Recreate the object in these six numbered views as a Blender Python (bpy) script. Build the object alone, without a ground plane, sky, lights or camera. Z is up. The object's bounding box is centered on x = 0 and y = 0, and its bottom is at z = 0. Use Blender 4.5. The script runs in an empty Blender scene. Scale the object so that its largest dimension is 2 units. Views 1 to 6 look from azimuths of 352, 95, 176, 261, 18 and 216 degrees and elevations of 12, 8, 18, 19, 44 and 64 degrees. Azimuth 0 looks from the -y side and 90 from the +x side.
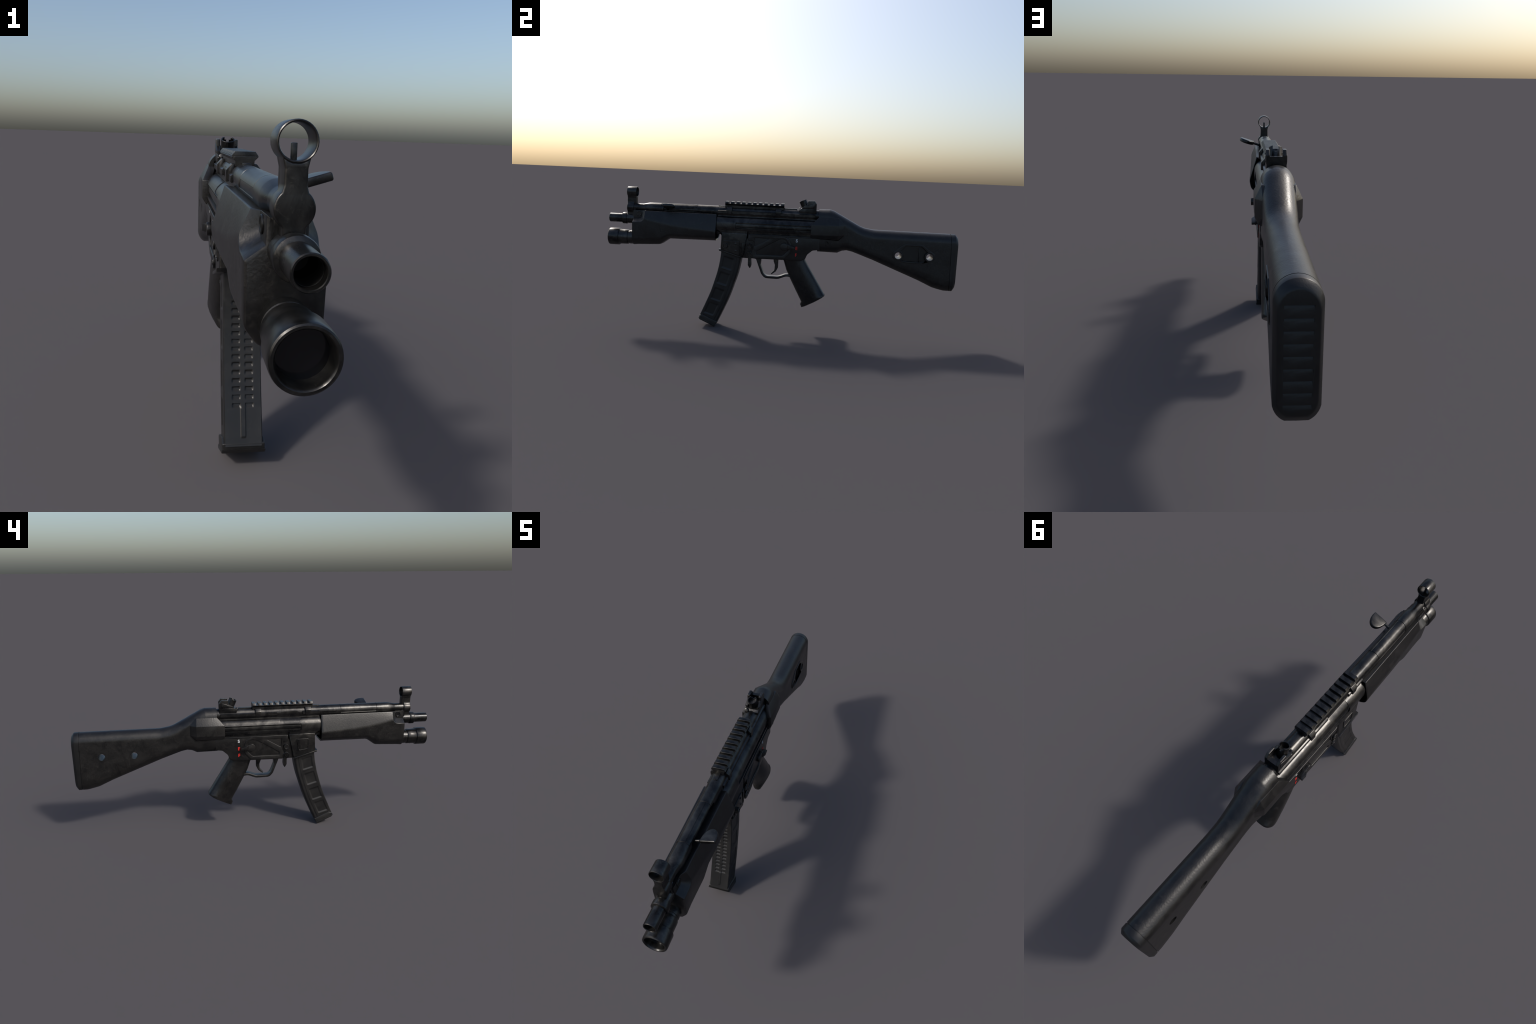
import bpy, bmesh, math
from mathutils import Vector, Matrix

X0 = -0.020          # the gun's centre plane in the scene

# ------------------------------------------------------------------ materials
def material(name, base, var, rough, metal, scale=9.0, bump=0.05, grain=420.0,
             speck=None, spec=0.5, rough_var=0.10, speck_at=(0.60, 0.74), bump_dist=0.001):
    """Dark finish: broad cloudy mottling, pale rubbed specks and a fine grain."""
    m = bpy.data.materials.new(name)
    m.use_nodes = True
    nt = m.node_tree
    n, l = nt.nodes, nt.links
    bsdf = n["Principled BSDF"]
    tc = n.new("ShaderNodeTexCoord")
    cloud = n.new("ShaderNodeTexNoise")
    cloud.inputs["Scale"].default_value = scale
    cloud.inputs["Detail"].default_value = 6
    cloud.inputs["Roughness"].default_value = 0.65
    cloud.inputs["Distortion"].default_value = 0.6
    l.new(tc.outputs["Object"], cloud.inputs["Vector"])
    ramp = n.new("ShaderNodeValToRGB")
    ramp.color_ramp.elements[0].position = 0.40
    ramp.color_ramp.elements[0].color = (*base, 1)
    ramp.color_ramp.elements[1].position = 0.64
    ramp.color_ramp.elements[1].color = (*var, 1)
    l.new(cloud.outputs["Fac"], ramp.inputs["Fac"])
    colour = ramp.outputs["Color"]
    if speck:
        fine = n.new("ShaderNodeTexNoise")
        fine.inputs["Scale"].default_value = scale * 4
        fine.inputs["Detail"].default_value = 8
        fine.inputs["Roughness"].default_value = 0.70
        fine.inputs["Distortion"].default_value = 1.2
        l.new(tc.outputs["Object"], fine.inputs["Vector"])
        mask = n.new("ShaderNodeValToRGB")
        mask.color_ramp.elements[0].position = speck_at[0]
        mask.color_ramp.elements[0].color = (0, 0, 0, 1)
        mask.color_ramp.elements[1].position = speck_at[1]
        mask.color_ramp.elements[1].color = (0.8, 0.8, 0.8, 1)
        l.new(fine.outputs["Fac"], mask.inputs["Fac"])
        mix = n.new("ShaderNodeMix")
        mix.data_type = 'RGBA'
        l.new(mask.outputs["Color"], mix.inputs[0])
        l.new(colour, mix.inputs[6])
        mix.inputs[7].default_value = (*speck, 1)
        colour = mix.outputs[2]
    l.new(colour, bsdf.inputs["Base Color"])
    bsdf.inputs["Metallic"].default_value = metal
    bsdf.inputs["Specular IOR Level"].default_value = spec
    rr = n.new("ShaderNodeMapRange")
    rr.inputs["To Min"].default_value = rough - rough_var
    rr.inputs["To Max"].default_value = rough + rough_var
    l.new(cloud.outputs["Fac"], rr.inputs["Value"])
    l.new(rr.outputs["Result"], bsdf.inputs["Roughness"])
    grainn = n.new("ShaderNodeTexNoise")
    grainn.inputs["Scale"].default_value = grain
    grainn.inputs["Detail"].default_value = 3
    l.new(tc.outputs["Object"], grainn.inputs["Vector"])
    bp = n.new("ShaderNodeBump")
    bp.inputs["Strength"].default_value = bump
    bp.inputs["Distance"].default_value = bump_dist
    l.new(grainn.outputs["Fac"], bp.inputs["Height"])
    l.new(bp.outputs["Normal"], bsdf.inputs["Normal"])
    return m

def flat_material(name, col, rough=0.5, metal=0.0):
    m = bpy.data.materials.new(name)
    m.use_nodes = True
    b = m.node_tree.nodes["Principled BSDF"]
    b.inputs["Base Color"].default_value = (*col, 1)
    b.inputs["Roughness"].default_value = rough
    b.inputs["Metallic"].default_value = metal
    return m

POLY = material("black_polymer", (0.0034, 0.0033, 0.0033), (0.0084, 0.0079, 0.0075), 0.370, 0.0,
                scale=15, bump=0.34, grain=150, speck=(0.0190, 0.0172, 0.0162), speck_at=(0.52, 0.70), rough_var=0.14, bump_dist=0.0014)
STEEL = material("blackened_steel", (0.026, 0.0265, 0.0275), (0.072, 0.070, 0.067), 0.32, 0.90,
                 scale=11, bump=0.08, grain=300, speck=(0.125, 0.116, 0.107), speck_at=(0.56, 0.76), rough_var=0.15)
MAGM = material("magazine_steel", (0.0062, 0.0062, 0.0065), (0.0130, 0.0126, 0.0123), 0.43, 0.05,  # base colour lightened slightly for the sky reflected on the magazine's front
                scale=14, bump=0.16, grain=240, speck=(0.0200, 0.0192, 0.0185), speck_at=(0.54, 0.74))
RUBBER = material("butt_rubber", (0.0042, 0.0042, 0.0044), (0.0080, 0.0077, 0.0075), 0.42, 0.0,
                  scale=16, bump=0.22, grain=220, speck=(0.0150, 0.0145, 0.0140))
BORE = flat_material("bore_black", (0.004, 0.004, 0.004), 0.6)
LENS = flat_material("lens_glass_black", (0.003, 0.003, 0.004), 0.12)
WHITE = flat_material("white_paint", (0.55, 0.56, 0.57), 0.6)
RED = flat_material("red_paint", (0.60, 0.018, 0.012), 0.6)

# ------------------------------------------------------------------- helpers
ROOT = bpy.data.objects.new("submachine_gun", None)
ROOT.empty_display_size = 0.1
ROOT.location = (X0, 0, 0)
bpy.context.scene.collection.objects.link(ROOT)
ROOT["label"] = "black compact submachine gun with long stock, curved magazine"
ROOT["category"] = "gun"

def finish(name, me, mat, parent=None, angle=32):
    me.name = name
    me.materials.clear()
    me.materials.append(mat)
    me.shade_smooth()
    me.set_sharp_from_angle(angle=math.radians(angle))
    ob = bpy.data.objects.new(name, me)
    bpy.context.scene.collection.objects.link(ob)
    ob.parent = parent or ROOT
    return ob

def from_bm(bm, recalc=True):
    if recalc:
        bmesh.ops.recalc_face_normals(bm, faces=bm.faces)
    me = bpy.data.meshes.new("m")
    bm.to_mesh(me)
    bm.free()
    return me

def rounded(pts, n=6):
    """Polygon whose points may carry a third value: the radius that corner is rounded with."""
    out = []
    k = len(pts)
    for i, p in enumerate(pts):
        if len(p) == 2 or p[2] <= 0:
            out.append((p[0], p[1]))
            continue
        c = Vector(p[:2]); a = Vector(pts[i - 1][:2]); b = Vector(pts[(i + 1) % k][:2])
        da, db = (a - c), (b - c)
        la, lb = da.length, db.length
        da.normalize(); db.normalize()
        half = da.angle(db) / 2
        t = min(p[2] / math.tan(half), la * 0.49, lb * 0.49)
        p0, p1 = c + da * t, c + db * t
        for j in range(n + 1):
            s = j / n
            q = p0 * (1 - s) ** 2 + c * 2 * s * (1 - s) + p1 * s * s
            out.append((q.x, q.y))
    return out

def circle(cy, cz, r, n=24):
    return [(cy + r * math.cos(2 * math.pi * i / n), cz + r * math.sin(2 * math.pi * i / n)) for i in range(n)]

def plate_mesh(outline, lo, hi, holes=(), bevel=0.002, axis='x', res=2):
    """Flat outline pushed through from lo to hi along an axis, edges rounded.
    axis x: outline is (y, z); axis y: outline is (x, z); axis z: outline is (x, y)."""
    cu = bpy.data.curves.new("c", 'CURVE')
    cu.dimensions = '2D'
    cu.fill_mode = 'BOTH'
    for poly in [rounded(outline)] + [rounded(h) for h in holes]:
        sp = cu.splines.new('POLY')
        sp.points.add(len(poly) - 1)
        for q, (a, b) in zip(sp.points, poly):
            q.co = (a, b, 0, 1)
        sp.use_cyclic_u = True
    bevel = min(bevel, (hi - lo) * 0.45)
    cu.extrude = (hi - lo) / 2 - bevel
    cu.bevel_depth = bevel
    cu.bevel_resolution = res
    cu.offset = -bevel
    ob = bpy.data.objects.new("c", cu)
    bpy.context.scene.collection.objects.link(ob)
    dg = bpy.context.evaluated_depsgraph_get()
    me = bpy.data.meshes.new_from_object(ob.evaluated_get(dg))
    bpy.data.objects.remove(ob)
    bpy.data.curves.remove(cu)
    mid = (lo + hi) / 2
    for v in me.vertices:
        a, b, c = v.co
        if axis == 'x':
            v.co = (c + mid, a, b)
        elif axis == 'y':
            v.co = (a, mid - c, b)
        else:
            v.co = (a, b, c + mid)
    bm = bmesh.new()
    bm.from_mesh(me)
    bpy.data.meshes.remove(me)
    bmesh.ops.remove_doubles(bm, verts=bm.verts, dist=1e-5)
    return from_bm(bm)

def plate(name, outline, lo, hi, mat, parent=None, **kw):
    return finish(name, plate_mesh(outline, lo, hi, **kw), mat, parent)

def both_sides(name, outline, lo, hi, mat, parent=None, **kw):
    """The same plate on the left and on the right side."""
    return (plate(name, outline, lo, hi, mat, parent, **kw),
            plate(name, outline, -hi, -lo, mat, parent, **kw))

def lathe_mesh(profile, segs=40, origin=(0, 0, 0), direction=(0, 1, 0), closed=False):
    """Turn (distance, radius) pairs about an axis."""
    d = Vector(direction).normalized()
    rot = Vector((0, 0, 1)).rotation_difference(d).to_matrix()
    o = Vector(origin)
    bm = bmesh.new()
    rings = []
    for t, r in profile:
        if r < 1e-6:
            rings.append([bm.verts.new(o + d * t)])
        else:
            rings.append([bm.verts.new(o + rot @ Vector((r * math.cos(2 * math.pi * i / segs),
                                                        r * math.sin(2 * math.pi * i / segs), t)))
                          for i in range(segs)])
    pairs = list(zip(rings, rings[1:]))
    if closed:
        pairs.append((rings[-1], rings[0]))
    for a, b in pairs:
        for i in range(segs):
            j = (i + 1) % segs
            q = [a[i % len(a)], a[j % len(a)], b[j % len(b)], b[i % len(b)]]
            u = []
            for v in q:
                if v not in u:
                    u.append(v)
            if len(u) > 2:
                bm.faces.new(u)
    return from_bm(bm)

def lathe(name, profile, mat, parent=None, **kw):
    return finish(name, lathe_mesh(profile, **kw), mat, parent)

def loft_mesh(sections, cap=True, ring=True):
    bm = bmesh.new()
    rows = [[bm.verts.new(p) for p in s] for s in sections]
    k = len(rows[0])
    for a, b in zip(rows, rows[1:]):
        for i in range(k if ring else k - 1):
            j = (i + 1) % k
            bm.faces.new((a[i], a[j], b[j], b[i]))
    if cap:
        bm.faces.new(rows[0])
        bm.faces.new(rows[-1])
    bmesh.ops.remove_doubles(bm, verts=bm.verts, dist=1e-6)
    return from_bm(bm)

def bevelled(me, width, segs=2, angle=30):
    ob = bpy.data.objects.new("b", me)
    bpy.context.scene.collection.objects.link(ob)
    md = ob.modifiers.new("b", 'BEVEL')
    md.width = width
    md.segments = segs
    md.limit_method = 'ANGLE'
    md.angle_limit = math.radians(angle)
    dg = bpy.context.evaluated_depsgraph_get()
    out = bpy.data.meshes.new_from_object(ob.evaluated_get(dg))
    bpy.data.objects.remove(ob)
    bpy.data.meshes.remove(me)
    return out

def boolean(me, tools, op='DIFFERENCE'):
    ob = bpy.data.objects.new("t", me)
    bpy.context.scene.collection.objects.link(ob)
    made = []
    for t in tools:
        to = bpy.data.objects.new("tool", t)
        bpy.context.scene.collection.objects.link(to)
        made.append(to)
        md = ob.modifiers.new("b", 'BOOLEAN')
        md.operation = op
        md.object = to
        md.solver = 'EXACT'
    dg = bpy.context.evaluated_depsgraph_get()
    out = bpy.data.meshes.new_from_object(ob.evaluated_get(dg))
    for o in made + [ob]:
        bpy.data.objects.remove(o)
    return out

def box_mesh(x, y, z):
    bm = bmesh.new()
    bmesh.ops.create_cube(bm, size=1)
    for v in bm.verts:
        v.co = (x[0] + (v.co.x + .5) * (x[1] - x[0]), y[0] + (v.co.y + .5) * (y[1] - y[0]),
                z[0] + (v.co.z + .5) * (z[1] - z[0]))
    return from_bm(bm)

def box(name, x, y, z, mat, parent=None, bevel=0.0015):
    return finish(name, bevelled(box_mesh(x, y, z), bevel), mat, parent)

def hull_mesh(pts):
    bm = bmesh.new()
    for p in pts:
        bm.verts.new(p)
    bmesh.ops.convex_hull(bm, input=bm.verts)
    bmesh.ops.dissolve_limit(bm, angle_limit=0.02, verts=bm.verts, edges=bm.edges)
    return from_bm(bm)

def lerp(table, t):
    """Piecewise linear reading of a (position, value) table."""
    if t <= table[0][0]:
        return table[0][1]
    for (a, va), (b, vb) in zip(table, table[1:]):
        if t <= b:
            return va + (vb - va) * (t - a) / (b - a)
    return table[-1][1]

def ease(table, t):
    """Smooth reading of a (position, value) table (Catmull-Rom, monotone enough here)."""
    k = len(table)
    if t <= table[0][0]:
        return table[0][1]
    if t >= table[-1][0]:
        return table[-1][1]
    for i in range(k - 1):
        a, b = table[i], table[i + 1]
        if t <= b[0]:
            pa = table[max(i - 1, 0)]; nb = table[min(i + 2, k - 1)]
            h = b[0] - a[0]
            sl = (b[1] - a[1]) / h
            ma = (b[1] - pa[1]) / (b[0] - pa[0]) if i > 0 else sl
            mb = (nb[1] - a[1]) / (nb[0] - a[0]) if i < k - 2 else sl
            s = (t - a[0]) / h
            return ((2*s**3 - 3*s*s + 1) * a[1] + (s**3 - 2*s*s + s) * h * ma
                    + (-2*s**3 + 3*s*s) * b[1] + (s**3 - s*s) * h * mb)

def mirror_section(half, y):
    """Half outline from top centre to bottom centre -> full closed ring at y."""
    right = [(x, yy if yy is not None else y, z) for x, z, yy in [(p + (None,))[:3] for p in half]]
    left = [(-x, yy, z) for x, yy, z in reversed(right) if x > 1e-6]
    return right + left

# ------------------------------------------------------------------ receiver
TUBE_Z, TUBE_R = 0.6745, 0.0325

def receiver_half(slot):
    pts = []
    for i in range(11):                               # round top tube
        a = math.radians(90 - i * 11.5)
        pts.append((TUBE_R * math.cos(a), TUBE_Z + TUBE_R * math.sin(a)))
    pts += [(0.0275, 0.6535), (0.0285, 0.6500), (0.0345, 0.6475), (0.0420, 0.6430),
            (0.0490, 0.6360), (0.0545, 0.6270), (0.0580, 0.6195)]
    if slot:
        pts += [(0.0500, 0.6188), (0.0500, 0.6125), (0.0540, 0.6115), (0.0556, 0.6040),
                (0.0550, 0.5950), (0.0505, 0.5920), (0.0505, 0.5855), (0.0595, 0.5845)]
    else:
        pts += [(0.0582, 0.6190), (0.0592, 0.6120), (0.0594, 0.6100), (0.0600, 0.6030), (0.0602, 0.5960),
                (0.0602, 0.5930), (0.0600, 0.5850), (0.0598, 0.5845)]
    pts += [(0.0590, 0.5780), (0.0575, 0.5720), (0.0450, 0.5700), (0.0440, 0.5460), (0.0, 0.5450)]
    return pts

secs = [mirror_section(receiver_half(False), y) for y in (-0.357, -0.247)]
secs += [mirror_section(receiver_half(True), y) for y in (-0.2469, 0.262)]
recv = loft_mesh(secs)
port = plate_mesh([(-0.127, 0.6205, .022), (-0.127, 0.6845, .02), (-0.242, 0.6845, .02), (-0.242, 0.6205, .022)],
                  -0.09, -0.0285, bevel=0.0)
recv = boolean(recv, [port])
receiver = finish("receiver", recv, STEEL)

bolt_half = [(0.0290, 0.690), (0.0310, 0.678), (0.0298, 0.664), (0.0262, 0.656), (0.0275, 0.6500), (0.0402, 0.6420),
             (0.0475, 0.6345), (0.0530, 0.6260), (0.0550, 0.6210), (0.020, 0.6210), (0.020, 0.690)]
finish("bolt", loft_mesh([[(-x, y, z) for x, z in bolt_half] for y in (-0.246, -0.123)]), STEEL, receiver)

# side ribs along the upper tube
def rib(y0, y1, side, name="receiver_rib"):
    o = [(0.027, 0.6665), (0.0345, 0.6650), (0.0372, 0.6670), (0.0372, 0.6810), (0.0350, 0.6830), (0.026, 0.6860)]
    plate(name, [(side * a, b) for a, b in o], y0, y1, STEEL, receiver, axis='y', bevel=0.001)
rib(-0.113, 0.202, -1)
rib(-0.355, -0.256, -1)
rib(-0.355, 0.202, 1)

# thin strips on top, fore and aft of the rail
box("top_strip", (-0.010, 0.010), (-0.356, -0.310), (0.700, 0.7100), STEEL, receiver)
box("top_strip", (-0.010, 0.010), (0.015, 0.097), (0.700, 0.7110), STEEL, receiver)

# lower belly of the receiver reaching down to the magazine well
plate("receiver_belly", [(-0.357, 0.590), (-0.357, 0.567, .01), (-0.334, 0.552, .012), (-0.326, 0.530), (-0.175, 0.530),
                         (-0.175, 0.590)], -0.0545, 0.0545, STEEL, receiver, bevel=0.012, res=4)

# --------------------------------------------------------------- magazine well
well = plate("magazine_well", [(-0.3265, 0.560), (-0.3310, 0.455), (-0.2060, 0.418, .004), (-0.1765, 0.560)],
             -0.0560, 0.0560, STEEL, bevel=0.005)
plate("well_lip", [(-0.3400, 0.4625), (-0.3385, 0.4525), (-0.2070, 0.4140), (-0.2055, 0.4225)],
      -0.0640, 0.0580, STEEL, well, bevel=0.0025)
# square pressed frame on the right
plate("well_frame", [(-0.220, 0.530, .010), (-0.293, 0.5315, .012), (-0.2930, 0.4670, .014), (-0.232, 0.4585, .010)],
      -0.0592, -0.050, STEEL, well,
      holes=[[(-0.226, 0.524, .008), (-0.287, 0.5255, .010), (-0.287, 0.4735, .012), (-0.2365, 0.465, .008)]], bevel=0.0016)
# screwed plate with sling button on the left
splate = plate("sling_plate", [(-0.316, 0.516, .006), (-0.2225, 0.5135, .004), (-0.2195, 0.430, .004), (-0.317, 0.459, .006)],
               0.050, 0.0605, STEEL, well, bevel=0.0018)
lathe("sling_button", [(0.056, 0), (0.056, 0.0150), (0.0735, 0.0150), (0.0750, 0.0135), (0.0750, 0.0095), (0.0690, 0.0085), (0.0690, 0)],
      STEEL, splate, origin=(0, -0.303, 0.484), direction=(1, 0, 0), segs=28)
for y, z in ((-0.243, 0.498), (-0.241, 0.457)):
    lathe("plate_screw", [(0.058, 0), (0.058, 0.0062), (0.0625, 0.0058), (0.0635, 0.004), (0.0635, 0)],
          STEEL, splate, origin=(0, y, z), direction=(1, 0, 0), segs=18)
plate("catch_bracket", [(-0.208, 0.502, .003), (-0.1855, 0.506, .003), (-0.198, 0.432, .004), (-0.212, 0.426, .003), (-0.206, 0.470)],
      0.050, 0.0595, STEEL, well, bevel=0.0016)

# --------------------------------------------------------------------- magazine
front_edge = [(0.056, -0.4467), (0.125, -0.4167), (0.200, -0.3857), (0.270, -0.3627), (0.345, -0.3422), (0.420, -0.3297), (0.500, -0.3247)]
MAG_HW = 0.0455

def mag_front(t):     # t 0 at the floor, 1 inside the well
    z = 0.058 + t * (0.500 - 0.058)
    return Vector((ease(front_edge, z), z))

back_edge = [(0.028, -0.3415), (0.100, -0.3090), (0.170, -0.2795), (0.250, -0.2525), (0.323, -0.2300), (0.410, -0.2130), (0.480, -0.2050)]
def mag_back(t):
    z = 0.028 + t * (0.470 - 0.028)
    return Vector((ease(back_edge, z), z))

def smooth(a, b, v):
    s = min(max((v - a) / (b - a), 0), 1)
    return s * s * (3 - 2 * s)

RIB_T = (0.0600, 0.2550, 0.4700, 0.6800)     # lower edges of the four side windows
WIN = 0.165
def side_relief(s, t):
    """Sunken windows in the magazine's side; s 0 front .. 1 back."""
    d = 0.0
    across = smooth(0.13, 0.19, s) * (1 - smooth(0.62, 0.70, s))
    for t0 in RIB_T:
        along = smooth(t0, t0 + 0.018, t) * (1 - smooth(t0 + WIN - 0.028, t0 + WIN, t))
        d += along * across
        # raised lip under each window
        lip = smooth(t0 - 0.022, t0 - 0.010, t) * (1 - smooth(t0 - 0.004, t0 + 0.004, t))
        d -= 0.18 * lip * across
    step = smooth(0.80, 0.815, s)              # step along the rear strap
    return -0.0030 * d - 0.0016 * step

def mag_mesh():
    bm = bmesh.new()
    NT, NS, NX = 220, 44, 56
    rows = []
    for it in range(NT + 1):
        t = it / NT
        f, b = mag_front(t), mag_back(t)
        row = []
        # left side front->back
        for i in range(NS + 1):
            s = i / NS
            p = f.lerp(b, s)
            edge = 0.0025 * (1 - smooth(0, 0.03, s)) + 0.006 * smooth(0.93, 1.0, s)
            row.append((MAG_HW + side_relief(s, t) - edge, p.x, p.y))
        for i in range(1, 8):                  # back
            x = (MAG_HW - 0.0076) * (1 - 2 * i / 8)
            row.append((x, b.x + 0.002, b.y))
        for i in range(NS, -1, -1):
            s = i / NS
            p = f.lerp(b, s)
            edge = 0.0025 * (1 - smooth(0, 0.03, s)) + 0.006 * smooth(0.93, 1.0, s)
            row.append((-(MAG_HW + side_relief(s, t) - edge), p.x, p.y))
        # front face with two columns of notches and a centre bar
        zz = f.y
        for i in range(1, NX):
            x = (MAG_HW - 0.0025) * (-1 + 2 * i / NX)
            ax = abs(x)
            d = 0.0
            if 0.135 < zz < 0.47:
                col = smooth(0.0055, 0.0075, ax) * (1 - smooth(0.0235, 0.0255, ax))
                ph = ((zz - 0.138) / 0.0178) % 1.0
                d += col * 0.0028 * smooth(0.06, 0.18, ph) * (1 - smooth(0.46, 0.60, ph))
            bar = (1 - smooth(0.0045, 0.0065, ax)) * smooth(0.075, 0.079, zz) * (1 - smooth(0.138, 0.142, zz))
            d -= bar * 0.0022
            row.append((x, f.x + d, f.y))
        rows.append([bm.verts.new(p) for p in row])
    k = len(rows[0])
    for a, b in zip(rows, rows[1:]):
        for i in range(k):
            j = (i + 1) % k
            bm.faces.new((a[i], a[j], b[j], b[i]))
    bm.faces.new(rows[0]); bm.faces.new(rows[-1])
    return from_bm(bm)

magazine = finish("magazine", mag_mesh(), MAGM, angle=45)
plate("floor_plate", [(-0.4440, 0.0640, .003), (-0.4235, 0.0700, .003), (-0.3385, 0.0320, .004), (-0.3550, 0.0, .004), (-0.4450, 0.0440, .003)],
      -0.0505, 0.0505, MAGM, magazine, bevel=0.003)
plate("floor_plate_rib", [(-0.4500, 0.0520), (-0.4420, 0.0395), (-0.3530, -0.0001 + 0.0012), (-0.3480, 0.0110)],
      -0.0520, 0.0520, MAGM, magazine, bevel=0.002)

# --------------------------------------------------------------- trigger housing
housing = plate("trigger_housing", [(-0.140, 0.5545), (0.236, 0.5560), (0.236, 0.4860), (0.196, 0.4815, .02), (0.167, 0.4560, .02),
                                    (0.157, 0.4300, .012), (0.132, 0.4170, .01), (0.034, 0.4180), (-0.140, 0.4170)],
                -0.0530, 0.0530, POLY, bevel=0.004)
plate("housing_nose", [(-0.205, 0.550), (-0.130, 0.550), (-0.130, 0.4165), (-0.205, 0.4165)], -0.0440, 0.0440, POLY, housing, bevel=0.002)
frame = [(-0.172, 0.5555, .002), (0.033, 0.5565, .03), (0.066, 0.534, .02), (0.0745, 0.506, .02), (0.0725, 0.462, .03), (0.036, 0.4215, .02),
         (-0.120, 0.4195, .004), (-0.150, 0.4205, .006), (-0.150, 0.455), (-0.1415, 0.472, .005), (-0.1425, 0.5200, .003), (-0.172, 0.5200, .002)]
tri_hole = [(-0.1345, 0.5370, .003), (-0.048, 0.5375, .003), (-0.1330, 0.4880, .004)]
main_hole = [(-0.018, 0.5220, .012), (0.012, 0.5370, .02), (0.040, 0.5360, .02), (0.0570, 0.515, .02), (0.0580, 0.474, .02),
             (0.028, 0.4430, .015), (-0.122, 0.4430, .003), (-0.124, 0.4600, .003)]
plate("housing_frame", frame, -0.0572, 0.0572, POLY, housing, holes=[tri_hole, main_hole], bevel=0.0022)
# a ledge along the top of the housing
plate("housing_ledge", [(-0.165, 0.5500), (0.186, 0.5510), (0.186, 0.5575), (-0.165, 0.5565)], -0.0586, 0.0586, POLY, housing, bevel=0.0025)

for sgn in (1, -1):
    d = (sgn, 0, 0)
    lathe("housing_pin", [(0.040, 0), (0.040, 0.0150), (0.0600, 0.0150), (0.0615, 0.0138), (0.0615, 0.0100), (0.0600, 0.0085), (0.0600, 0)],
          STEEL, housing, origin=(0, -0.1635, 0.4870), direction=d, segs=26)
    lathe("housing_pin", [(0.040, 0), (0.040, 0.0190), (0.0590, 0.0190), (0.0610, 0.0172), (0.0610, 0.0125), (0.0590, 0.0110),
                          (0.0590, 0.0095), (0.0622, 0.0088), (0.0622, 0.0045), (0.0600, 0.0035), (0.0600, 0)],
          STEEL, housing, origin=(0, -0.1620, 0.4385), direction=d, segs=28)
    # selector: teardrop hub with an outward-bent lever
    tear = [(0.0340 + 0.0205 * math.cos(math.radians(a)), 0.4950 + 0.0205 * math.sin(math.radians(a))) for a in range(60, 301, 15)]
    tear += [(0.060, 0.4815, .01), (0.0955, 0.4890, .004), (0.0955, 0.4950, .004), (0.062, 0.5085, .01)]
    lo, hi = (0.050, 0.0675) if sgn > 0 else (-0.0675, -0.050)
    sel = plate("selector_lever", tear, lo, hi, POLY, housing, bevel=0.002)
    lev = [(0.052, 0.4800, .004), (0.0960, 0.4885, .004), (0.0960, 0.4955, .004), (0.058, 0.5105, .004)]
    a = hull_mesh([(sgn * x, y, z) for x, y, z in
                   [(0.060, 0.050, 0.4815), (0.060, 0.0955, 0.4880), (0.060, 0.0955, 0.4960), (0.060, 0.050, 0.5100),
                    (0.069, 0.052, 0.4840), (0.0785, 0.068, 0.4830), (0.0790, 0.0960, 0.4875), (0.0790, 0.0960, 0.4965),
                    (0.0785, 0.068, 0.5045), (0.069, 0.052, 0.5080)]])
    finish("lever_tip", bevelled(a, 0.0015), POLY, sel)

# letters S, E, F on both sides
def letter(ch, y, z, sgn, mat, size=0.0245):
    cu = bpy.data.curves.new("t", 'FONT')
    cu.body = ch
    cu.size = size
    cu.align_x = 'CENTER'
    cu.align_y = 'CENTER'
    cu.extrude = 0.0005
    cu.offset = 0.0006
    ob = bpy.data.objects.new("t", cu)
    bpy.context.scene.collection.objects.link(ob)
    dg = bpy.context.evaluated_depsgraph_get()
    me = bpy.data.meshes.new_from_object(ob.evaluated_get(dg))
    bpy.data.objects.remove(ob)
    zc = sum(v.co.y for v in me.vertices) / len(me.vertices)
    for v in me.vertices:
        a, b, c = v.co
        v.co = (sgn * (0.0533 + c), y + sgn * a, z + b)
    finish("selector_mark", me, mat, housing)
for sgn in (1, -1):
    letter("S", 0.105, 0.5315, sgn, WHITE)
    letter("E", 0.1045, 0.4880, sgn, RED)
    letter("F", 0.1035, 0.4500, sgn, RED)

# trigger guard: a flat strap swept along its path
def strap_mesh(path, thick, hw, n=8):
    pts = rounded_open(path)
    outer, inner = [], []
    for i, p in enumerate(pts):
        a = Vector(pts[max(i - 1, 0)]); b = Vector(pts[min(i + 1, len(pts) - 1)])
        t = (b - a).normalized()
        nn = Vector((-t.y, t.x))
        outer.append((p[0] - nn.x * thick / 2, p[1] - nn.y * thick / 2))
        inner.append((p[0] + nn.x * thick / 2, p[1] + nn.y * thick / 2))
    return plate_mesh(outer + inner[::-1], -hw, hw, bevel=min(0.003, thick * .35))

def rounded_open(path, n=6):
    out = []
    for i, p in enumerate(path):
        if i in (0, len(path) - 1) or len(p) == 2:
            out.append(p[:2]); continue
        c = Vector(p[:2]); a = Vector(path[i - 1][:2]); b = Vector(path[i + 1][:2])
        da, db = a - c, b - c
        t = min(p[2], da.length * .49, db.length * .49)
        p0, p1 = c + da.normalized() * t, c + db.normalized() * t
        for j in range(n + 1):
            s = j / n
            q = p0 * (1 - s) ** 2 + c * 2 * s * (1 - s) + p1 * s * s
            out.append((q.x, q.y))
    return out

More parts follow.
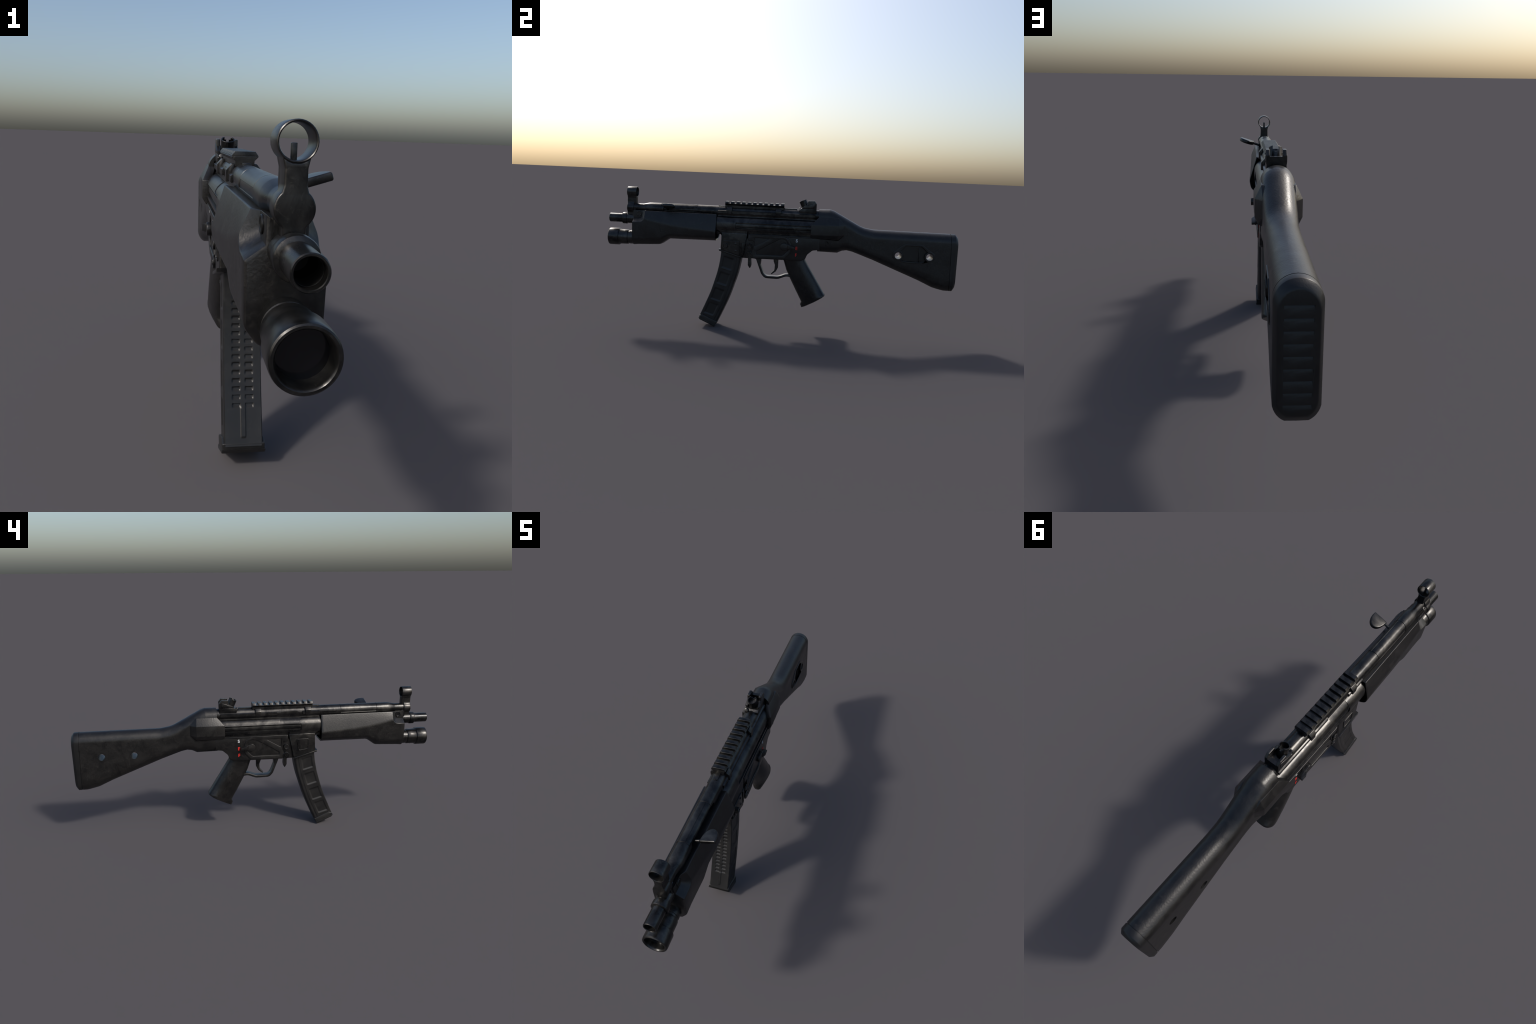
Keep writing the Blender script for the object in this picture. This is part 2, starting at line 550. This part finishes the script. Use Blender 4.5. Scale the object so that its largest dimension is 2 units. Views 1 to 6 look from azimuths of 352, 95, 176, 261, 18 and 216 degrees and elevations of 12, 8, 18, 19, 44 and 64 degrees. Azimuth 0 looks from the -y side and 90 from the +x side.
finish("trigger_guard", strap_mesh([(-0.124, 0.424), (-0.112, 0.392), (-0.088, 0.330), (-0.070, 0.3085, .02), (0.004, 0.3075, .012),
                                    (0.050, 0.3260, .012), (0.085, 0.3220)], 0.0140, 0.0225), POLY, housing)
plate("guard_root", [(-0.148, 0.420), (-0.125, 0.408, .01), (-0.110, 0.378), (-0.100, 0.378), (-0.096, 0.420)], -0.0215, 0.0215, POLY, housing, bevel=0.003)
plate("trigger", [(-0.027, 0.425), (-0.025, 0.402), (-0.0165, 0.380, .02), (-0.0180, 0.353, .02), (-0.0385, 0.3310, .003), (-0.0340, 0.3235, .003),
                  (-0.010, 0.3420, .015), (0.002, 0.3660, .02), (0.002, 0.402), (0.004, 0.425)], -0.0110, 0.0110, STEEL, housing, bevel=0.004)
plate("magazine_release", [(-0.174, 0.424), (-0.1735, 0.372, .004), (-0.1640, 0.3560, .003), (-0.1590, 0.3560, .003), (-0.1545, 0.374, .004), (-0.158, 0.424)],
      -0.0200, 0.0200, STEEL, housing, bevel=0.002)

# ------------------------------------------------------------------------- grip
def grip_section(f, b, hw, fw, p=0.80, n=40):
    """Egg-shaped slice from front point f to back point b; fw = width share near the front."""
    f, b = Vector(f), Vector(b)
    out = []
    for i in range(n):
        a = 2 * math.pi * i / n
        c, s = math.cos(a), math.sin(a)
        u = 0.5 + 0.5 * math.copysign(abs(c) ** p, c)        # 0 front .. 1 back
        w = hw * (fw + (1 - fw) * smooth(0.0, 0.75, u))
        x = w * math.copysign(abs(s) ** p, s)
        q = f.lerp(b, u)
        out.append((x, q.x, q.y))
    return out
grip = loft_mesh([grip_section((0.018, 0.450), (0.150, 0.460), 0.046, 0.80),
                  grip_section((0.034, 0.405), (0.158, 0.417), 0.047, 0.78),
                  grip_section((0.050, 0.356), (0.186, 0.372), 0.0480, 0.76),
                  grip_section((0.072, 0.311), (0.212, 0.331), 0.0490, 0.75),
                  grip_section((0.109, 0.241), (0.246, 0.277), 0.0500, 0.72),
                  grip_section((0.144, 0.176), (0.274, 0.2320), 0.0500, 0.66),
                  grip_section((0.1445, 0.172), (0.2760, 0.2290), 0.0500, 0.62, 0.70),
                  grip_section((0.1400, 0.158), (0.2800, 0.2230), 0.0500, 0.56, 0.66),
                  grip_section((0.1475, 0.1405), (0.2800, 0.2190), 0.0485, 0.52, 0.64),
                  grip_section((0.1620, 0.1440), (0.2680, 0.2100), 0.0400, 0.50, 0.64)])
finish("pistol_grip", grip, POLY, angle=40)

# -------------------------------------------------------------------- handguard
RIDGE = [(-0.790, 0.6210), (-0.760, 0.6130), (-0.700, 0.6000), (-0.61, 0.5845), (-0.50, 0.5735), (-0.36, 0.5625)]
def hg_half(y):
    """Outline between the rear (y -0.36) and the front notch (y -0.777); corners softly rounded."""
    t = (-0.360 - y) / 0.417
    bt = 0.0505 - 0.0050 * t
    cw = 0.0802 - 0.0157 * t
    cz = ease(RIDGE, y)
    zb = lerp([(-0.777, 0.4635), (-0.695, 0.4680), (-0.684, 0.4715), (-0.640, 0.5020), (-0.630, 0.5050), (-0.36, 0.5080)], y)
    dw = lerp([(0, 0.0735), (0.5, 0.0705), (0.8, 0.0668), (1, 0.0630)], t)
    dz = zb + lerp([(0, 0.0200), (0.64, 0.022), (0.80, 0.032), (1, 0.032)], t)
    ew = 0.0470 - 0.0090 * t
    mid = (bt + (cw - bt) * .55, 0.6610 + (cz - 0.6610) * .55)
    pts = [(0.0, 0.6560), (0.0300, 0.6575), (bt, 0.6610, .003), mid, (cw, cz, .010), (dw, dz, .012), (ew, zb, .012), (0.0, zb - 0.0005)]
    return soften(pts)

def soften(pts, n=4):
    """Round the middle corners of an open outline (third value = radius); fixed point count."""
    out = []
    for i, p in enumerate(pts):
        if len(p) == 2 or p[2] is None or i in (0, len(pts) - 1):
            out.append(p[:2] + ((p[3],) if len(p) > 3 else ()))
            continue
        yy = (p[3],) if len(p) > 3 else ()
        c = Vector(p[:2]); a = Vector(pts[i - 1][:2]); b = Vector(pts[i + 1][:2])
        da, db = a - c, b - c
        t = min(p[2], da.length * .45, db.length * .45)
        p0, p1 = c + da.normalized() * t, c + db.normalized() * t
        for j in range(n + 1):
            q = j / n
            v = p0 * (1 - q) ** 2 + c * 2 * q * (1 - q) + p1 * q * q
            out.append((v.x, v.y) + yy)
    return out

hsec = []
inner = soften([(0.0, .6500), (0.030, .6510), (0.0450, .6530, .003), (0.0600, .608), (0.0735, .5630, .006), (0.0660, .5330, .010), (0.0440, .5160, .010), (0.0, .5155)])
k = len(inner)
hsec.append(mirror_section([(0.001 * (1 + i / k) if i not in (0, k - 1) else 0, 0.60 - 0.001 * i / k) for i in range(k)], -0.430))
hsec.append(mirror_section(inner, -0.4295))
hsec.append(mirror_section(inner, -0.3625))
rim = hg_half(-0.36)
hsec.append(mirror_section([(a[0] * .25 + b[0] * .75, a[1] * .25 + b[1] * .75) for a, b in zip(inner, rim)], -0.3595))
NH = 44
for i in range(NH + 1):
    y = -0.3627 + i / NH * (-0.777 + 0.3615)
    hsec.append(mirror_section(hg_half(y), y))
# the scooped notch at the upper front, then the nose
def nose(y, b1, b2, c, zb, dz=0.0320, w=0.0):
    return mirror_section(soften([(0, .6560 - w), (0.0280 - w, .6575 - w), (b1[0] - w, 0.6610 - w, .002, b1[1]), (b2[0] - w, b2[1] - w, None, b2[2]), (c[0] - w, c[1] - w, .0025, c[2]),
                                  (0.0620 - w, zb + dz, .010), (0.0380 - w, zb + w, .012), (0, zb + w - .0005)]), y)
hsec.append(nose(-0.800, (0.0335, -0.7975), (0.0345, .6400, -0.7975), (0.0646, .6150, -0.7800), 0.4625))
hsec.append(nose(-0.803, (0.0330, -0.7990), (0.0340, .6300, -0.8005), (0.0645, .6070, -0.7850), 0.4624))
hsec.append(nose(-0.806, (0.0330, -0.8010), (0.0337, .6230, -0.8050), (0.0643, .6005, -0.7920), 0.4623))
hsec.append(nose(-0.812, (0.0328, -0.8050), (0.0335, .6190, -0.8115), (0.0641, .5965, -0.8010), 0.4621))
hsec.append(nose(-0.822, (0.0326, -0.8200), (0.0330, .6178, -0.8220), (0.0640, .5950, -0.8180), 0.4617))
hsec.append(nose(-0.846, (0.0322, -0.8460), (0.0322, .6165, -0.8460), (0.0636, .5940, -0.8460), 0.4590))
hsec.append(nose(-0.8495, (0.0322, -0.8495), (0.0322, .6165, -0.8495), (0.0636, .5940, -0.8495), 0.4590, w=0.0012))
hsec.append(nose(-0.8515, (0.0322, -0.8515), (0.0322, .6165, -0.8515), (0.0636, .5940, -0.8515), 0.4590, w=0.0045))
def clean_loft(secs):
    me = loft_mesh(secs)
    return me
handguard = finish("handguard", clean_loft(hsec), POLY, angle=30)
for sgn in (1, -1):
    lathe("handguard_bolt", [(0.028, 0), (0.028, 0.0155), (0.0345, 0.0155), (0.0360, 0.0140), (0.0360, 0.0110), (0.0350, 0.0095), (0.0350, 0)],
          STEEL, handguard, origin=(0, -0.8165, 0.6415), direction=(sgn, 0, 0), segs=28)

# ---------------------------------------------------------- lamp below the barrel
LZ = 0.4985
lamp = lathe("lamp_body", [(-0.9720, 0.0), (-0.9720, 0.0365), (-0.9800, 0.0378), (-0.9930, 0.0388), (-0.9990, 0.0405), (-1.0010, 0.0425), (-1.0010, 0.0460), (-0.9990, 0.0484),
                           (-0.9950, 0.0494), (-0.9900, 0.0496), (-0.9440, 0.0490), (-0.9410, 0.0475), (-0.9395, 0.0440), (-0.9370, 0.0432), (-0.9100, 0.0430), (-0.8900, 0.0424),
                           (-0.8875, 0.0410), (-0.8865, 0.0380), (-0.8780, 0.0380), (-0.8770, 0.0400), (-0.8400, 0.0400), (-0.8400, 0)],
             STEEL, handguard, origin=(0, 0, LZ), segs=48)
lathe("lens", [(-0.9750, 0.0), (-0.9755, 0.015), (-0.9740, 0.0370), (-0.9710, 0.0370), (-0.9710, 0)], LENS, lamp, origin=(0, 0, LZ), segs=40)

# ------------------------------------------------------------------------ barrel
BZ = 0.6095
barrel = lathe("barrel", [(-0.900, 0.0), (-0.900, 0.0205), (-0.9985, 0.0210), (-1.0000, 0.0220), (-1.0000, 0.0245), (-0.9980, 0.0260), (-0.9240, 0.0260),
                          (-0.9230, 0.0300), (-0.9215, 0.0330), (-0.9190, 0.0338), (-0.9000, 0.0338), (-0.8960, 0.0325), (-0.8950, 0.0300), (-0.8300, 0.0295), (-0.8300, 0)],
               STEEL, origin=(0, 0, BZ), segs=44)
lathe("bore", [(-0.9005, 0.0), (-0.9005, 0.0203), (-0.9015, 0.0203), (-0.9015, 0)], BORE, barrel, origin=(0, 0, BZ), segs=32)
lathe("bore_lining", [(-0.902, 0.0203), (-0.985, 0.0203), (-0.985, 0.0200), (-0.902, 0.0200)], BORE, barrel, origin=(0, 0, BZ), segs=32, closed=True)

# ----------------------------------------------------------------- cocking tube
tube = lathe_mesh([(-0.860, 0.0), (-0.860, 0.0240), (-0.8020, 0.0240), (-0.7960, 0.0248), (-0.7630, 0.0315), (-0.7560, 0.0322), (-0.6905, 0.0322), (-0.6890, 0.0302),
                   (-0.4785, 0.0302), (-0.4770, 0.0322), (-0.3600, 0.0325), (-0.3500, 0.0325), (-0.3500, 0)], origin=(0, 0, TUBE_Z), segs=64)
slot = plate_mesh([(-0.676, 0.6640, .009), (-0.676, 0.6860, .009), (-0.452, 0.6860, .009), (-0.452, 0.6640, .009)], 0.0190, 0.060, bevel=0.0)
tube = boolean(tube, [slot])
tube = finish("cocking_tube", tube, STEEL)
lathe("cocking_rod", [(-0.690, 0), (-0.690, 0.0205), (-0.440, 0.0205), (-0.440, 0)], STEEL, tube, origin=(0, 0, TUBE_Z), segs=32)
# rolled panels lying on the middle of the tube
def tube_panel(a0, a1, r, y0, y1, th=0.004):
    n = 12
    sec = []
    for y in (y0, y1):
        o = [(r * math.cos(math.radians(a0 + (a1 - a0) * i / n)), y, TUBE_Z + r * math.sin(math.radians(a0 + (a1 - a0) * i / n))) for i in range(n + 1)]
        q = [((r - th) * math.cos(math.radians(a0 + (a1 - a0) * i / n)), y, TUBE_Z + (r - th) * math.sin(math.radians(a0 + (a1 - a0) * i / n))) for i in range(n, -1, -1)]
        sec.append(o + q)
    finish("tube_panel", bevelled(loft_mesh(sec), 0.0006, 1), STEEL, tube)
tube_panel(74, 163, 0.0322, -0.6875, -0.4800)
tube_panel(33, 66, 0.0320, -0.6875, -0.4800)
tube_panel(196, 214, 0.0318, -0.6875, -0.4800)

# handle: stub and D-shaped paddle tilted upward
hd = Vector((0.955, 0, 0.29)).normalized()
stub_o = (0.018, -0.6500, 0.6740)
handle = lathe("cocking_handle", [(0, 0), (0, 0.0062), (0.045, 0.0062), (0.045, 0)], STEEL, tube, origin=stub_o, direction=hd, segs=20)
dpts = [(0.0, -0.0060), (0.006, -0.0090, .003), (0.068, -0.0090, .004)]
for i in range(1, 14):
    a = math.radians(i * 180 / 14)
    dpts.append((0.0355 + 0.0345 * math.cos(a), -0.0060 + 0.0620 * math.sin(a) ** 0.85))
pm = plate_mesh(dpts, -0.0082, 0.0082, bevel=0.0045, axis='z', res=3)
up = Vector((-hd.z, 0, hd.x))
base = Vector(stub_o) + hd * 0.036
for v in pm.vertices:
    a, b, c = v.co
    v.co = base + hd * a + Vector((0, 1, 0)) * b + up * (c + 0.001)
finish("handle_paddle", pm, STEEL, handle, angle=50)

# ------------------------------------------------------------------ front sight
RZ = 0.7655
def arc(cx, cz, r, a0, a1, n=14):
    return [(cx + r * math.cos(math.radians(a0 + (a1 - a0) * i / n)), cz + r * math.sin(math.radians(a0 + (a1 - a0) * i / n))) for i in range(n + 1)]
def mirrored(right):
    return right + [(-x[0],) + tuple(x[1:]) for x in reversed(right)]
under_ring = [(0.0, 0.7365), (0.0060, 0.7370), (0.0120, 0.7395), (0.0198, 0.7440)]
neck = [(0.0164, 0.7290, .01), (0.0166, 0.7060, .012)]
knob = mirrored(under_ring[1:] + neck + arc(0, 0.6735, 0.0298, 50, -42, 16) + [(0.0168, 0.6480, .006), (0.0168, 0.6300)])
sight = plate("front_sight", knob, -0.8925, -0.8530, STEEL, axis='y', bevel=0.0032, res=3)
plate("sight_neck", mirrored(under_ring[1:] + neck + [(0.0150, 0.6850)]), -0.8600, -0.8405, STEEL, sight, axis='y', bevel=0.0030, res=3)
lathe("sight_ring", [(-0.8900, 0.0254), (-0.8925, 0.0262), (-0.8935, 0.0276), (-0.8925, 0.0290), (-0.8905, 0.0295), (-0.8410, 0.0295), (-0.8390, 0.0288),
                     (-0.8385, 0.0276), (-0.8395, 0.0262), (-0.8420, 0.0254)], STEEL, sight, origin=(0, 0, 0.7650), segs=36, closed=True)
box("sight_post", (-0.0042, 0.0042), (-0.8700, -0.8620), (0.7300, 0.7630), STEEL, sight, bevel=0.0012)
# clamp that joins tube and barrel behind the knob
plate("sight_clamp", [(0.0265, 0.6745), (0.0230, 0.6500), (0.0270, 0.6100), (-0.0270, 0.6100), (-0.0230, 0.6500), (-0.0265, 0.6745), (0, 0.690)],
      -0.8600, -0.8400, STEEL, sight, axis='y', bevel=0.002)
# neck hole through the ring: the neck top is hidden under the ring's floor

# ------------------------------------------------------------------- rear sight
ears = [(0.1120, 0.6900), (0.1060, 0.7020), (0.1160, 0.7120), (0.1290, 0.7230), (0.1580, 0.7400), (0.1560, 0.7590, .004), (0.1930, 0.7590, .003),
        (0.2060, 0.7430, .003), (0.2060, 0.6900)]
rs = plate("rear_sight", [(0.1120, 0.6880), (0.1070, 0.7030, .004), (0.1170, 0.7130, .003), (0.1900, 0.7160), (0.1900, 0.7390), (0.2065, 0.7390), (0.2065, 0.6880)],
           -0.0325, 0.0325, STEEL, bevel=0.0022)
for sgn in (1, -1):
    lo, hi = (0.0215, 0.0334) if sgn > 0 else (-0.0334, -0.0215)
    plate("sight_ear", [(0.1260, 0.7140), (0.1260, 0.7220), (0.1560, 0.7380), (0.1570, 0.7585, .004), (0.1930, 0.7595, .003), (0.2063, 0.7430, .003), (0.2063, 0.7140)],
          lo, hi, STEEL, rs, bevel=0.002)
    lo, hi = (0.030, 0.0352) if sgn > 0 else (-0.0352, -0.030)
    plate("ear_facet", [(0.1280, 0.7180), (0.1280, 0.7230), (0.1860, 0.7440), (0.1930, 0.7420), (0.1930, 0.7180)], lo, hi, STEEL, rs, bevel=0.002)
dd = Vector((0, -0.42, 1)).normalized()
do = Vector((0, 0.1400, 0.7270))
drum = lathe_mesh([(-0.012, 0), (-0.012, 0.0205), (0.0335, 0.0215), (0.0350, 0.0205), (0.0350, 0.0185), (0.0335, 0.0175), (0.012, 0.0175), (0.012, 0)],
                  origin=do, direction=dd, segs=36)
n1 = box_mesh((-0.0075, 0.0075), (0.005, 0.050), (0.7560, 0.790))
n2 = box_mesh((-0.0040, 0.0040), (0.1350, 0.1900), (0.7500, 0.790))
n1b = box_mesh((-0.0095, 0.0095), (0.1350, 0.1900), (0.7580, 0.790))
drum = boolean(drum, [n2, n1b])
finish("sight_drum", drum, STEEL, rs)
lathe("sight_screw", [(-0.004, 0), (-0.004, 0.0090), (0.006, 0.0085), (0.009, 0.006), (0.010, 0.0)], STEEL, rs, origin=(-0.020, 0.112, 0.706), direction=(-0.2, -1, 0.45), segs=20)
box("sight_foot", (-0.0300, 0.0300), (0.118, 0.204), (0.684, 0.692), STEEL, rs)

# ------------------------------------------------------------------------- rail
rail_o = [(0.0300, 0.7245), (0.0318, 0.7225), (0.0225, 0.7130), (0.0225, 0.7000), (-0.0225, 0.7000), (-0.0225, 0.7130), (-0.0318, 0.7225), (-0.0300, 0.7245)]
rail = plate("mounting_rail", rail_o, -0.3160, 0.0230, STEEL, axis='y', bevel=0.001)
tooth_o = [(0.0310, 0.7235), (0.0318, 0.7250), (0.0245, 0.7350), (-0.0245, 0.7350), (-0.0318, 0.7250), (-0.0310, 0.7235)]
tm = plate_mesh(tooth_o, -0.0094, 0.0094, axis='y', bevel=0.0012)
for i in range(11):
    if i == 0:
        t = finish("rail_tooth", tm, STEEL, rail)
        first = t
    else:
        t = first.copy()
        bpy.context.scene.collection.objects.link(t)
    t.location = (0, -0.3066 + i * 0.0320, 0)
def clamp(y, sgn):
    pts = []
    for x, z, h in [(0.0200, 0.7060, .0170), (0.0300, 0.7060, .0170), (0.0425, 0.6910, .0150), (0.0430, 0.6635, .0125), (0.0360, 0.6630, .0125), (0.0200, 0.6900, .0150)]:
        pts += [(sgn * x, y - h, z), (sgn * x, y + h, z)]
    finish("rail_clamp", bevelled(hull_mesh(pts), 0.0015), STEEL, rail)
for y in (-0.2885, -0.0080):
    for s in (1, -1):
        clamp(y, s)

# ------------------------------------------------------------------------ stock
ZT = [(0.222, 0.7150), (0.285, 0.7160), (0.310, 0.7080), (0.400, 0.6600), (0.455, 0.6310), (0.480, 0.6220), (0.530, 0.6135), (0.700, 0.6125), (0.965, 0.6110), (1.0, 0.6105)]
ZB = [(0.222, 0.4755), (0.335, 0.4740), (0.362, 0.4870), (0.388, 0.4910), (0.420, 0.4845), (0.534, 0.4450), (0.800, 0.3410), (0.875, 0.3070), (0.935, 0.2915), (1.0, 0.2905)]
HW = [(0.222, 0.0530), (0.33, 0.0525), (0.45, 0.0500), (0.60, 0.0503), (0.965, 0.0522), (1.0, 0.0522)]
def stock_half(y, inset=0.0, zin=None):
    zin = inset if zin is None else zin
    zt, zb, w = lerp(ZT, y) - zin, lerp(ZB, y) + zin, lerp(HW, y) - inset
    pts = []
    rt = min(0.052, (zt - zb) * .42)
    for i in range(13):                              # round top
        a = math.radians(90 * (1 - i / 12))
        pts.append((w * math.cos(a), zt - rt + rt * math.sin(a)))
    bw = w * 0.50
    rb = min(0.036, (zt - zb) * .22)
    for i in range(5):
        s = (i + 1) / 6
        pts.append((w, (zt - rt) * (1 - s) + (zb + rb) * s))
    for p, q, c in [((w, zb + rb), (bw, zb), ((w + bw) / 2 + 0.007, zb + rb * .5 - 0.008))]:
        for i in range(7):
            s = i / 6
            pts.append((p[0] * (1 - s) ** 2 + c[0] * 2 * s * (1 - s) + q[0] * s * s,
                        p[1] * (1 - s) ** 2 + c[1] * 2 * s * (1 - s) + q[1] * s * s))
    pts.append((0, zb - 0.0006))
    return pts
ys = [0.222, 0.25, 0.280, 0.286, 0.292, 0.300, 0.310, 0.325, 0.335, 0.340, 0.352, 0.362, 0.375, 0.388, 0.402, 0.420, 0.44, 0.455, 0.468, 0.480, 0.50, 0.515, 0.534,
      0.56, 0.62, 0.68, 0.74, 0.80, 0.838, 0.875, 0.905, 0.935, 0.957]
def tilt(sec):   # rear faces lean: the foot of the butt sits a little further back
    return [(x, y + 0.0085 * max(0, min(1, (0.611 - z) / 0.32)) * smooth(0.90, 0.957, y), z) for x, y, z in sec]
stock_me = loft_mesh([tilt(mirror_section(stock_half(y), y)) for y in ys])
def cheek(sgn):
    p = [(0.0735, 0.182, 0.571), (0.0735, 0.182, 0.628), (0.0735, 0.336, 0.630), (0.0735, 0.336, 0.573),
         (0.0620, 0.182, 0.5520), (0.0620, 0.337, 0.5500),
         (0.0525, 0.223, 0.6715), (0.0525, 0.334, 0.6720), (0.0495, 0.373, 0.6310), (0.0495, 0.374, 0.577), (0.0500, 0.338, 0.5430), (0.0500, 0.182, 0.5500),
         (0.0450, 0.182, 0.6280), (0.030, 0.225, 0.672), (0.030, 0.334, 0.672), (0.030, 0.374, 0.631), (0.030, 0.374, 0.577), (0.030, 0.338, 0.543), (0.045, 0.182, 0.550)]
    return bevelled(hull_mesh([(sgn * x, y, z) for x, y, z in p]), 0.0018, 2, 20)
stock_me = boolean(stock_me, [cheek(1), cheek(-1)], 'UNION')
H1, H2 = (0.6755, 0.4790), (0.8480, 0.4790)
cut = [plate_mesh(circle(*h, 0.0190, 32), -0.1, 0.1, bevel=0.0) for h in (H1, H2)]
# pocket in the left side between the bosses round the two holes
def boss_clear(cx, sign):
    return [(cx + sign * 0.0285 * math.cos(math.radians(a)), 0.479 + 0.0285 * math.sin(math.radians(a))) for a in range(-66, 67, 12)]
pk = boss_clear(H1[0], 1)
pk += [(0.716, 0.5370), (0.800, 0.5370)]
pk += [(H2[0] - 0.0285 * math.cos(math.radians(a)), 0.479 + 0.0285 * math.sin(math.radians(a))) for a in range(66, -67, -12)]
pk += [(0.800, 0.4480), (0.722, 0.4480)]
cut.append(plate_mesh(pk, 0.0385, 0.09, bevel=0.0))
cut.append(lathe_mesh([(0.15, 0), (0.15, 0.0370), (0.246, 0.0370), (0.246, 0)], origin=(0, 0, TUBE_Z), segs=32))
stock_me = boolean(stock_me, cut)
stock = finish("shoulder_stock", stock_me, POLY, angle=28)
plate("pocket_rim", [(0.6450, 0.4990, .02), (0.7080, 0.5450, .004), (0.8060, 0.5450, .004), (0.8780, 0.4960, .02), (0.8780, 0.4630, .02), (0.8060, 0.4400, .004),
                     (0.7160, 0.4400, .004), (0.6450, 0.4610, .02)], 0.040, 0.0542, POLY, stock,
      holes=[pk, circle(*H1, 0.0190, 28), circle(*H2, 0.0190, 28)], bevel=0.0015)
for h in (H1, H2):
    lathe("hole_ring", [(0.036, 0.0192), (0.0545, 0.0194), (0.0552, 0.0205), (0.0552, 0.0265), (0.0545, 0.0275), (0.036, 0.0275)], POLY, stock,
          origin=(0, h[0], h[1]), direction=(1, 0, 0), segs=32, closed=True)
box("pocket_divider", (0.030, 0.0455), (0.789, 0.793), (0.446, 0.539), POLY, stock, bevel=0.001)
for sgn in (1, -1):
    if sgn > 0:
        lathe("stock_pin", [(0.045, 0), (0.045, 0.0135), (0.0540, 0.0135), (0.0550, 0.0125), (0.0550, 0.0085), (0.0520, 0.0075), (0.0520, 0)],
              STEEL, stock, origin=(0, 0.2725, 0.5240), direction=(sgn, 0, 0), segs=26)

# butt pad with a groove at the seam and ribs on its face
def lean(sec, y, k):
    return [(x, y + k * max(0, min(1, (0.611 - z) / 0.32)), z) for x, _, z in sec]
pad_secs = []
for y, ins, zin, k in [(0.9560, 0.0030, 0.0030, 0.0085), (0.9595, 0.0030, 0.0030, 0.0085), (0.9600, 0.0, 0.0, 0.0085), (0.9840, 0.0, 0.0, 0.003), (0.9860, 0.0006, 0.0008, 0.002),
                       (0.9975, 0.0068, 0.0140, 0), (0.9995, 0.0085, 0.0172, 0), (1.0005, 0.0105, 0.0205, 0)]:
    pad_secs.append(lean(mirror_section(stock_half(0.965, ins, zin), y), y, k))
pad = loft_mesh(pad_secs)
cuts = []
for i in range(9):
    z = 0.5530 - i * 0.0279
    yy = 1.0005
    bm = bmesh.new()
    vs = [bm.verts.new((x, y, zz)) for x in (-0.0305, 0.0305) for y, zz in ((yy - 0.0045, z + 0.0055), (yy + 0.002, z + 0.0062), (yy + 0.002, z - 0.0085))]
    bmesh.ops.convex_hull(bm, input=bm.verts)
    cuts.append(from_bm(bm))
pad = boolean(pad, cuts)
finish("butt_pad", pad, RUBBER, stock, angle=28)
